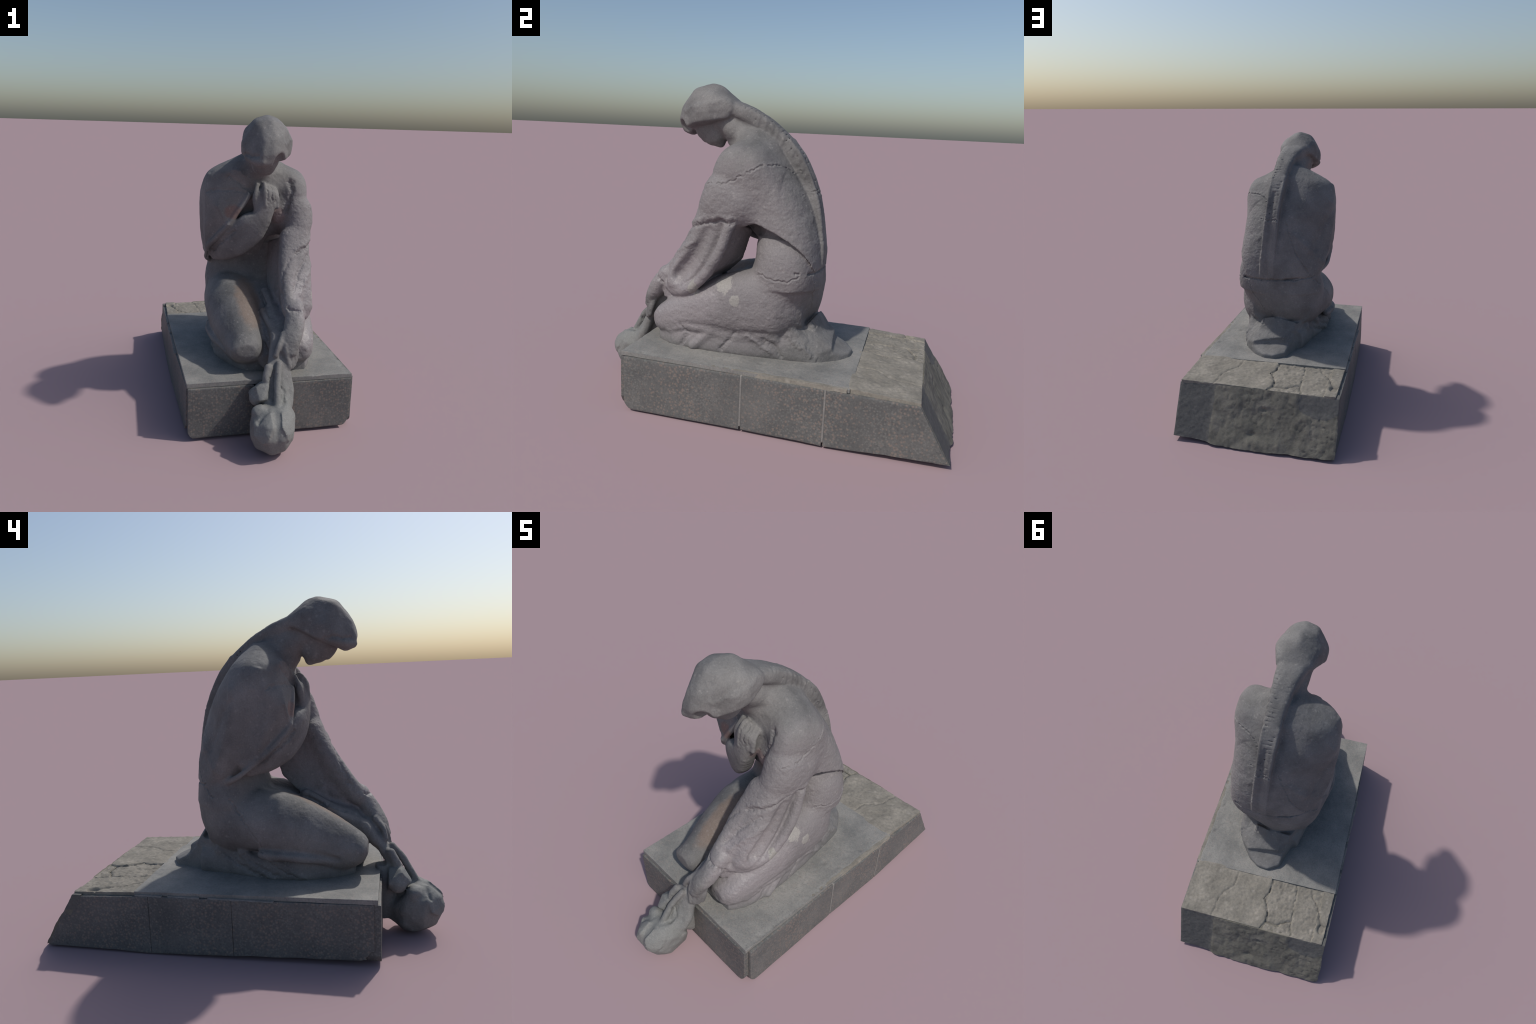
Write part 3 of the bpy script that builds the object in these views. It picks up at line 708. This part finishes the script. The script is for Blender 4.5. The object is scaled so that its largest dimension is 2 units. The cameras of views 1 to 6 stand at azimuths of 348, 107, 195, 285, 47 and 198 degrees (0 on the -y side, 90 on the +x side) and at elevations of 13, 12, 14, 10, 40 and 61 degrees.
def block(name, mat, corners, step=.012, amp=.0015, nscale=25, bevel=.004, parent=pedestal, seed=0, relief=None, warp=None):
    """Hexahedral stone. corners: 8 points, bottom 4 then top 4, each ring (x-,y-),(x+,y-),(x+,y+),(x-,y+)."""
    C = np.array(corners, float)
    ext = [max(np.linalg.norm(C[1]-C[0]), np.linalg.norm(C[2]-C[3])), max(np.linalg.norm(C[3]-C[0]), np.linalg.norm(C[2]-C[1])), max(np.linalg.norm(C[4]-C[0]), np.linalg.norm(C[6]-C[2]))]
    def ticks(L):
        k = max(1, int(round(L/step))); t = np.linspace(0, 1, k+1)
        b = min(bevel/L, .2)
        return np.unique(np.round(np.concatenate([[0, b, 1-b, 1], t[(t > 1.6*b) & (t < 1-1.6*b)]]), 6))
    t = [ticks(e) for e in ext]; nn = [len(x) for x in t]
    vid = {}; verts = []; faces = []
    def tri_pt(u, v, w):
        lo_ = (C[0]*(1-u)+C[1]*u)*(1-v)+(C[3]*(1-u)+C[2]*u)*v
        hi_ = (C[4]*(1-u)+C[5]*u)*(1-v)+(C[7]*(1-u)+C[6]*u)*v
        return lo_*(1-w)+hi_*w
    uvw = []
    def vert(i, j, k):
        key = (i, j, k)
        if key not in vid:
            vid[key] = len(uvw); uvw.append((t[0][i], t[1][j], t[2][k]))
        return vid[key]
    for ax in range(3):
        a, b = [x for x in range(3) if x != ax]
        for end in (0, nn[ax]-1):
            for i in range(nn[a]-1):
                for j in range(nn[b]-1):
                    q = []
                    for di, dj in ((0, 0), (1, 0), (1, 1), (0, 1)):
                        k = [0, 0, 0]; k[ax] = end; k[a] = i+di; k[b] = j+dj; q.append(vert(*k))
                    flip = (end == 0) != (ax == 1)
                    faces.append(q[::-1] if flip else q)
    U = np.array(uvw)
    u, v, w = U[:, :1], U[:, 1:2], U[:, 2:]
    Pt = tri_pt(u, v, w)
    # round the edges: pull in vertices lying on two or three faces
    cen_ = C.mean(0)
    on = (U < 1e-6) | (U > 1-1e-6)
    cnt = on.sum(1)
    for i in range(3):
        dirn = np.zeros(3); dirn[i] = 1
        du = np.where(U[:, i] < .5, 1, -1)[:, None]
        e1 = tri_pt(*[np.clip(U[:, j:j+1]+(.02*du if j == i else 0), 0, 1) for j in range(3)])-Pt
        e1 /= np.maximum(np.linalg.norm(e1, axis=1, keepdims=True), 1e-9)
        m = on[:, i] & (cnt >= 2)
        Pt[m] += e1[m]*bevel*(.30 if True else 0)
    # surface relief along approximate outward normal
    nrm = np.zeros_like(Pt)
    for i in range(3):
        du = np.where(U[:, i] < .5, 1, -1)[:, None]
        e1 = tri_pt(*[np.clip(U[:, j:j+1]+(.05*du if j == i else 0), 0, 1) for j in range(3)])-Pt
        e1 /= np.maximum(np.linalg.norm(e1, axis=1, keepdims=True), 1e-9)
        nrm[on[:, i]] -= e1[on[:, i]]
    nrm /= np.maximum(np.linalg.norm(nrm, axis=1, keepdims=True), 1e-9)
    dsp = amp*noise(Pt, nscale, 50+seed, 3)
    if relief is not None: dsp = dsp+relief(Pt, U)
    Pt = Pt+nrm*dsp[:, None]
    if warp is not None: Pt = warp(Pt)
    m = bpy.data.meshes.new(name); m.from_pydata(Pt.tolist(), [], faces); m.update()
    m.shade_smooth(); m.set_sharp_from_angle(angle=math.radians(38))
    m.materials.append(mat)
    o = bpy.data.objects.new(name, m); bpy.context.scene.collection.objects.link(o); o.parent = parent
    return o

# plan of the plinth (slightly skewed): outer side lines x(y)
def xr(y, z): return float(np.interp(y, [-.66, -.4, 0, .4, .74, .85, 1], [.496, .486, .479, .475, .469, .459, .449]))
def xl(y, z): return float(np.interp(y, [-.69, -.55, .1, .5, .75, 1], [-.430, -.444, -.474, -.486, -.488, -.494]))
def ring(x0, x1, y0, y1, z):   # helper for upright boxes following the side lines
    return [(x0, y0, z), (x1, y0, z), (x1, y1, z), (x0, y1, z)]
def wavy(pt, U):               # broken lower edge
    return 0*pt[:, 0]
zb_r = lambda y: (np.interp(y, [-.68, -.4, -.2, 0, .3, .5, .68, 1], [.008, .006, .002, .012, .012, .006, .024, .026]))
zb_l = lambda y: (np.interp(y, [-.7, -.4, -.1, .1, .45, .6, .8, 1], [.030, .026, .024, .006, .004, .010, .012, .008]))

y_front = lambda x: -.686-.020*(.45-x)/.9
back_top = lambda x: .836-.026*(.45-x)/.9      # upper rear edge
back_bot = lambda x: 1.000-.018*(.45-x)/.93

def rear_y(x, z): return back_bot(x)+(back_top(x)-back_bot(x))*(z/.29)

# core
core = block("core", cement, [(xl(-.65, 0)+.02, -.64, .02), (xr(-.65, 0)-.02, -.64, .02), (xr(.95, 0)-.016, .955, .02), (xl(.93, 0)+.016, .925, .02),
                              (xl(-.65, .3)+.02, -.64, .296), (xr(-.65, .3)-.02, -.64, .296), (xr(.8, .3)-.016, .815, .285), (xl(.78, .3)+.016, .785, .285)], step=.03, amp=.002, bevel=.006)

def round_front(Q):            # broken, rounded lower corners of the front cladding
    x = Q[:, 0]; zmin = .014+.05*np.clip((x-.435)/.04, 0, 1)**2+.05*np.clip((-.395-x)/.035, 0, 1)**2+.004*noise(Q*[1, 0, 0], 9, 55, 2)
    Q[:, 2] = np.maximum(Q[:, 2], zmin); return Q
def round_toe(Q, zb):
    y = Q[:, 1]; zmin = zb(y)+.045*np.clip((-.61-y)/.05, 0, 1)**2+.004*noise(Q*[0, 1, 0], 9, 56, 2)
    Q[:, 2] = np.maximum(Q[:, 2], zmin); return Q
# side cladding, three panels each side
for side in (0, 1):
    cuts = [-.655, -.018, .400, None]
    for i in range(3):
        y0 = cuts[i]; y1 = cuts[i+1]
        g = .003 if side else .0008
        zt = .297
        def pt(y, z, inner):
            if side: return (xr(y, z)-(.03 if inner else 0), y, z)
            return (xl(y, z)+(.03 if inner else 0), y, z)
        zb = zb_r if side else zb_l
        if y1 is None:
            bx = .45 if side else -.46
            ztb = .290 if side else .280
            yb1, yt1 = rear_y(bx, zb(1.))-.003, rear_y(bx, ztb)-.003
        else: yb1 = yt1 = y1-g; ztb = zt
        y0 = y0+g if i else (-.657 if side else -.675)
        a = pt(y0, zb(y0), not side); b = pt(y0, zb(y0), side == 0 and False)
        inn = lambda y, z: pt(y, z, True); out_ = lambda y, z: pt(y, z, False)
        if side:
            cs = [inn(y0, zb(y0)), out_(y0, zb(y0)), out_(yb1, zb(yb1)), inn(yb1, zb(yb1)), inn(y0, zt), out_(y0, zt), out_(yt1, ztb), inn(yt1, ztb)]
        else:
            cs = [out_(y0, zb(y0)), inn(y0, zb(y0)), inn(yb1, zb(yb1)), out_(yb1, zb(yb1)), out_(y0, zt), inn(y0, zt), inn(yt1, ztb), out_(yt1, ztb)]
        block("granite_panel", granite, cs, step=.014, amp=.0012, nscale=14, bevel=.005 if side else .0015, seed=3*side+i, warp=lambda Q: round_toe(Q, zb))

# front cladding
for x0, x1 in ((xl(-.68, 0)+.006, -.072), (-.066, xr(-.68, 0)-.020)):
    cs = [(x0, y_front(x0), .014), (x1, y_front(x1), .014), (x1, -.64, .014), (x0, -.64, .014), (x0, y_front(x0), .297), (x1, y_front(x1), .297), (x1, -.64, .297), (x0, -.64, .297)]
    block("granite_panel", granite, cs, step=.012, amp=.0012, nscale=14, bevel=.006, seed=9, warp=round_front)

# mortar in the joints
for y in (-.018, .400):
    for side in (1,):
        x = xr(y, .15)-.012 if side else xl(y, .15)+.012
        block("mortar_joint", mortar_mat if side else cement, ring(x-.012, x+.0125, y-.0045, y+.0045, .03)+ring(x-.012, x+.0125, y-.0045, y+.0045, .297), step=.02, amp=.001, bevel=.001)

# top slab under the figure
sl = [(-.430, -.692, 0), (.482, -.678, 0), (.462, .512, 0), (-.472, .476, 0)]
def slab_relief(Pt, U):
    top = U[:, 2] > .99; x, y = Pt[:, 0], Pt[:, 1]
    edge = np.clip(1-(.470-x)/.03, 0, 1)*(.5+.5*noise(Pt, 30, 61, 2))       # worn right-hand edge
    return top*(-.006*np.clip(edge, 0, 1)+.0012*noise(Pt, 60, 62, 2)-.004*(noise(Pt, 26, 63, 2) < -.52)*np.clip((x-.15)/.2, 0, 1))
block("top_slab", slab_mat, [(p[0], p[1], .2985) for p in sl]+[(p[0], p[1], .3225 if p[1] < 0 else .3165) for p in sl], step=.0085, amp=.0012, nscale=18, bevel=.003, seed=21, relief=slab_relief)
# mortar squeezed out under the slab along both long edges
for x, y0, y1, m_ in ((.458, -.30, .50, cement), (-.458, -.22, .10, mortar_mat), (-.462, .14, .30, mortar_mat), (-.468, .33, .47, slab_mat)):
    s_ = 1 if x > 0 else -1
    block("edge_mortar", m_, ring(x-.012, x+.012, y0, y1, .296)+ring(x-.010, x+.010, y0, y1, .317 if s_ > 0 else .302), step=.012, amp=.004, nscale=30, bevel=.004, seed=22)

# rear top bed of cracked cement
def line2(Pt, pts, wob=.010, seed=0):
    x = Pt[:, 0]+wob*noise(Pt, 35, 70+seed, 2); y = Pt[:, 1]+wob*noise(Pt, 35, 80+seed, 2)
    best = np.full(len(Pt), 9.); sgn = np.zeros(len(Pt))
    for (ax_, ay), (bx, by) in zip(pts[:-1], pts[1:]):
        dx, dy = bx-ax_, by-ay; t = np.clip(((x-ax_)*dx+(y-ay)*dy)/(dx*dx+dy*dy), 0, 1)
        d = np.hypot(x-ax_-t*dx, y-ay-t*dy); best = np.minimum(best, d)
    return best
bed_cracks = [[(-.063, .49), (-.059, .579), (-.04, .628), (-.067, .662), (-.096, .754), (-.06, .84)], [(-.098, .761), (-.167, .773), (-.191, .742), (-.242, .719)],
              [(-.22, .48), (-.237, .587), (-.249, .717), (-.265, .83)], [(-.331, .51), (-.384, .578), (-.406, .63), (-.44, .70), (-.48, .69)],
              [(.17, .506), (.172, .603), (.244, .693), (.249, .84)]]
crack_depth = [.010, .012, .006, .008, .004]
def bed_relief(Pt, U):
    top = (U[:, 2] > .99); x, y = Pt[:, 0], Pt[:, 1]
    r = .004*noise(Pt, 10, 77, 3)+.003*noise(Pt, 42, 78, 3)
    for c_, dpt in zip(bed_cracks, crack_depth): r -= dpt*np.exp(-(line2(Pt, c_)/.0055)**2)
    wx = x+.012*noise(Pt, 30, 75, 2)
    left_line = np.interp(y, [.49, .58, .63, .66, .754, .84], [-.063, -.059, -.04, -.067, -.096, -.06])
    sunk = (wx < left_line) & (wx > -.40)
    r += sunk*(-.006+.004*noise(Pt, 70, 79, 2))
    hole = np.exp(-(((x+.440)/.022)**2+((y-.715)/.030)**2)**2); r -= .022*hole
    return top*r
bx0, bx1 = -.468, .453
cs = [(bx0, .465, .27), (bx1, .50, .27), (bx1, rear_y(bx1, .26)-.01, .26), (bx0, rear_y(bx0, .25)-.01, .25), (bx0, .465, .312), (bx1, .50, .318), (bx1, back_top(bx1)-.002, .304), (bx0, back_top(bx0)-.002, .297)]
block("cement_bed", cement, cs, step=.0055, amp=.001, bevel=.006, seed=30, relief=bed_relief)

# slanted rear face of hewn stone
def hewn(Pt, U):
    m = (U[:, 1] > .99)
    wob = .02*noise(Pt, 14, 95, 2)
    dark = 1/(1+np.exp(-(Pt[:, 0]+wob-.236)/.006))+1/(1+np.exp(np.maximum(Pt[:, 0]+wob+.262, .195-Pt[:, 2]+wob)/.006))
    big = noise(Pt, 7, 91, 3, .55)
    pits = np.exp(-(((Pt[:, 0]+.07)/.018)**2+((Pt[:, 2]-.20)/.010)**2))+np.exp(-(((Pt[:, 0]+.02)/.03)**2+((Pt[:, 2]-.075)/.012)**2))
    cracks_ = np.minimum(np.abs(noise(Pt, 11, 96, 2)), np.abs(noise(Pt, 17, 97, 2)))
    r = .013*np.clip(big, -.8, .45)+.006*np.abs(noise(Pt, 24, 92, 3))-.012*pits-.003*np.exp(-(cracks_/.02)**2)*(noise(Pt, 5, 98) > .1)+.004+.006*np.clip((.15-Pt[:, 2])/.1, 0, 1)
    return m*(r*(1-dark)+dark*(.002*noise(Pt, 60, 93, 3)+.004*big))
x0, x1 = -.490, .447
cs = [(x0, rear_y(x0, .004)-.05, .004), (x1, rear_y(x1, .004)-.05, .004), (x1, rear_y(x1, .004), .004), (x0, rear_y(x0, .004), .004),
      (x0, rear_y(x0, .289)-.05, .289), (x1, rear_y(x1, .294)-.05, .294), (x1, rear_y(x1, .294), .294), (x0, rear_y(x0, .289), .289)]
def ragged(Q):
    zmin = np.interp(Q[:, 0], [-.48, -.2, .05, .24, .45], [.016, .010, .006, .012, .027])+.006*noise(Q*[1, 0, 0], 12, 57, 3)
    low = Q[:, 2] < zmin
    Q[low, 1] -= (zmin[low]-Q[low, 2])*.55
    Q[:, 2] = np.maximum(Q[:, 2], zmin); return Q
block("rear_stone", rough_mat, cs, step=.0065, amp=.0004, bevel=.003, seed=40, relief=hewn, warp=ragged)
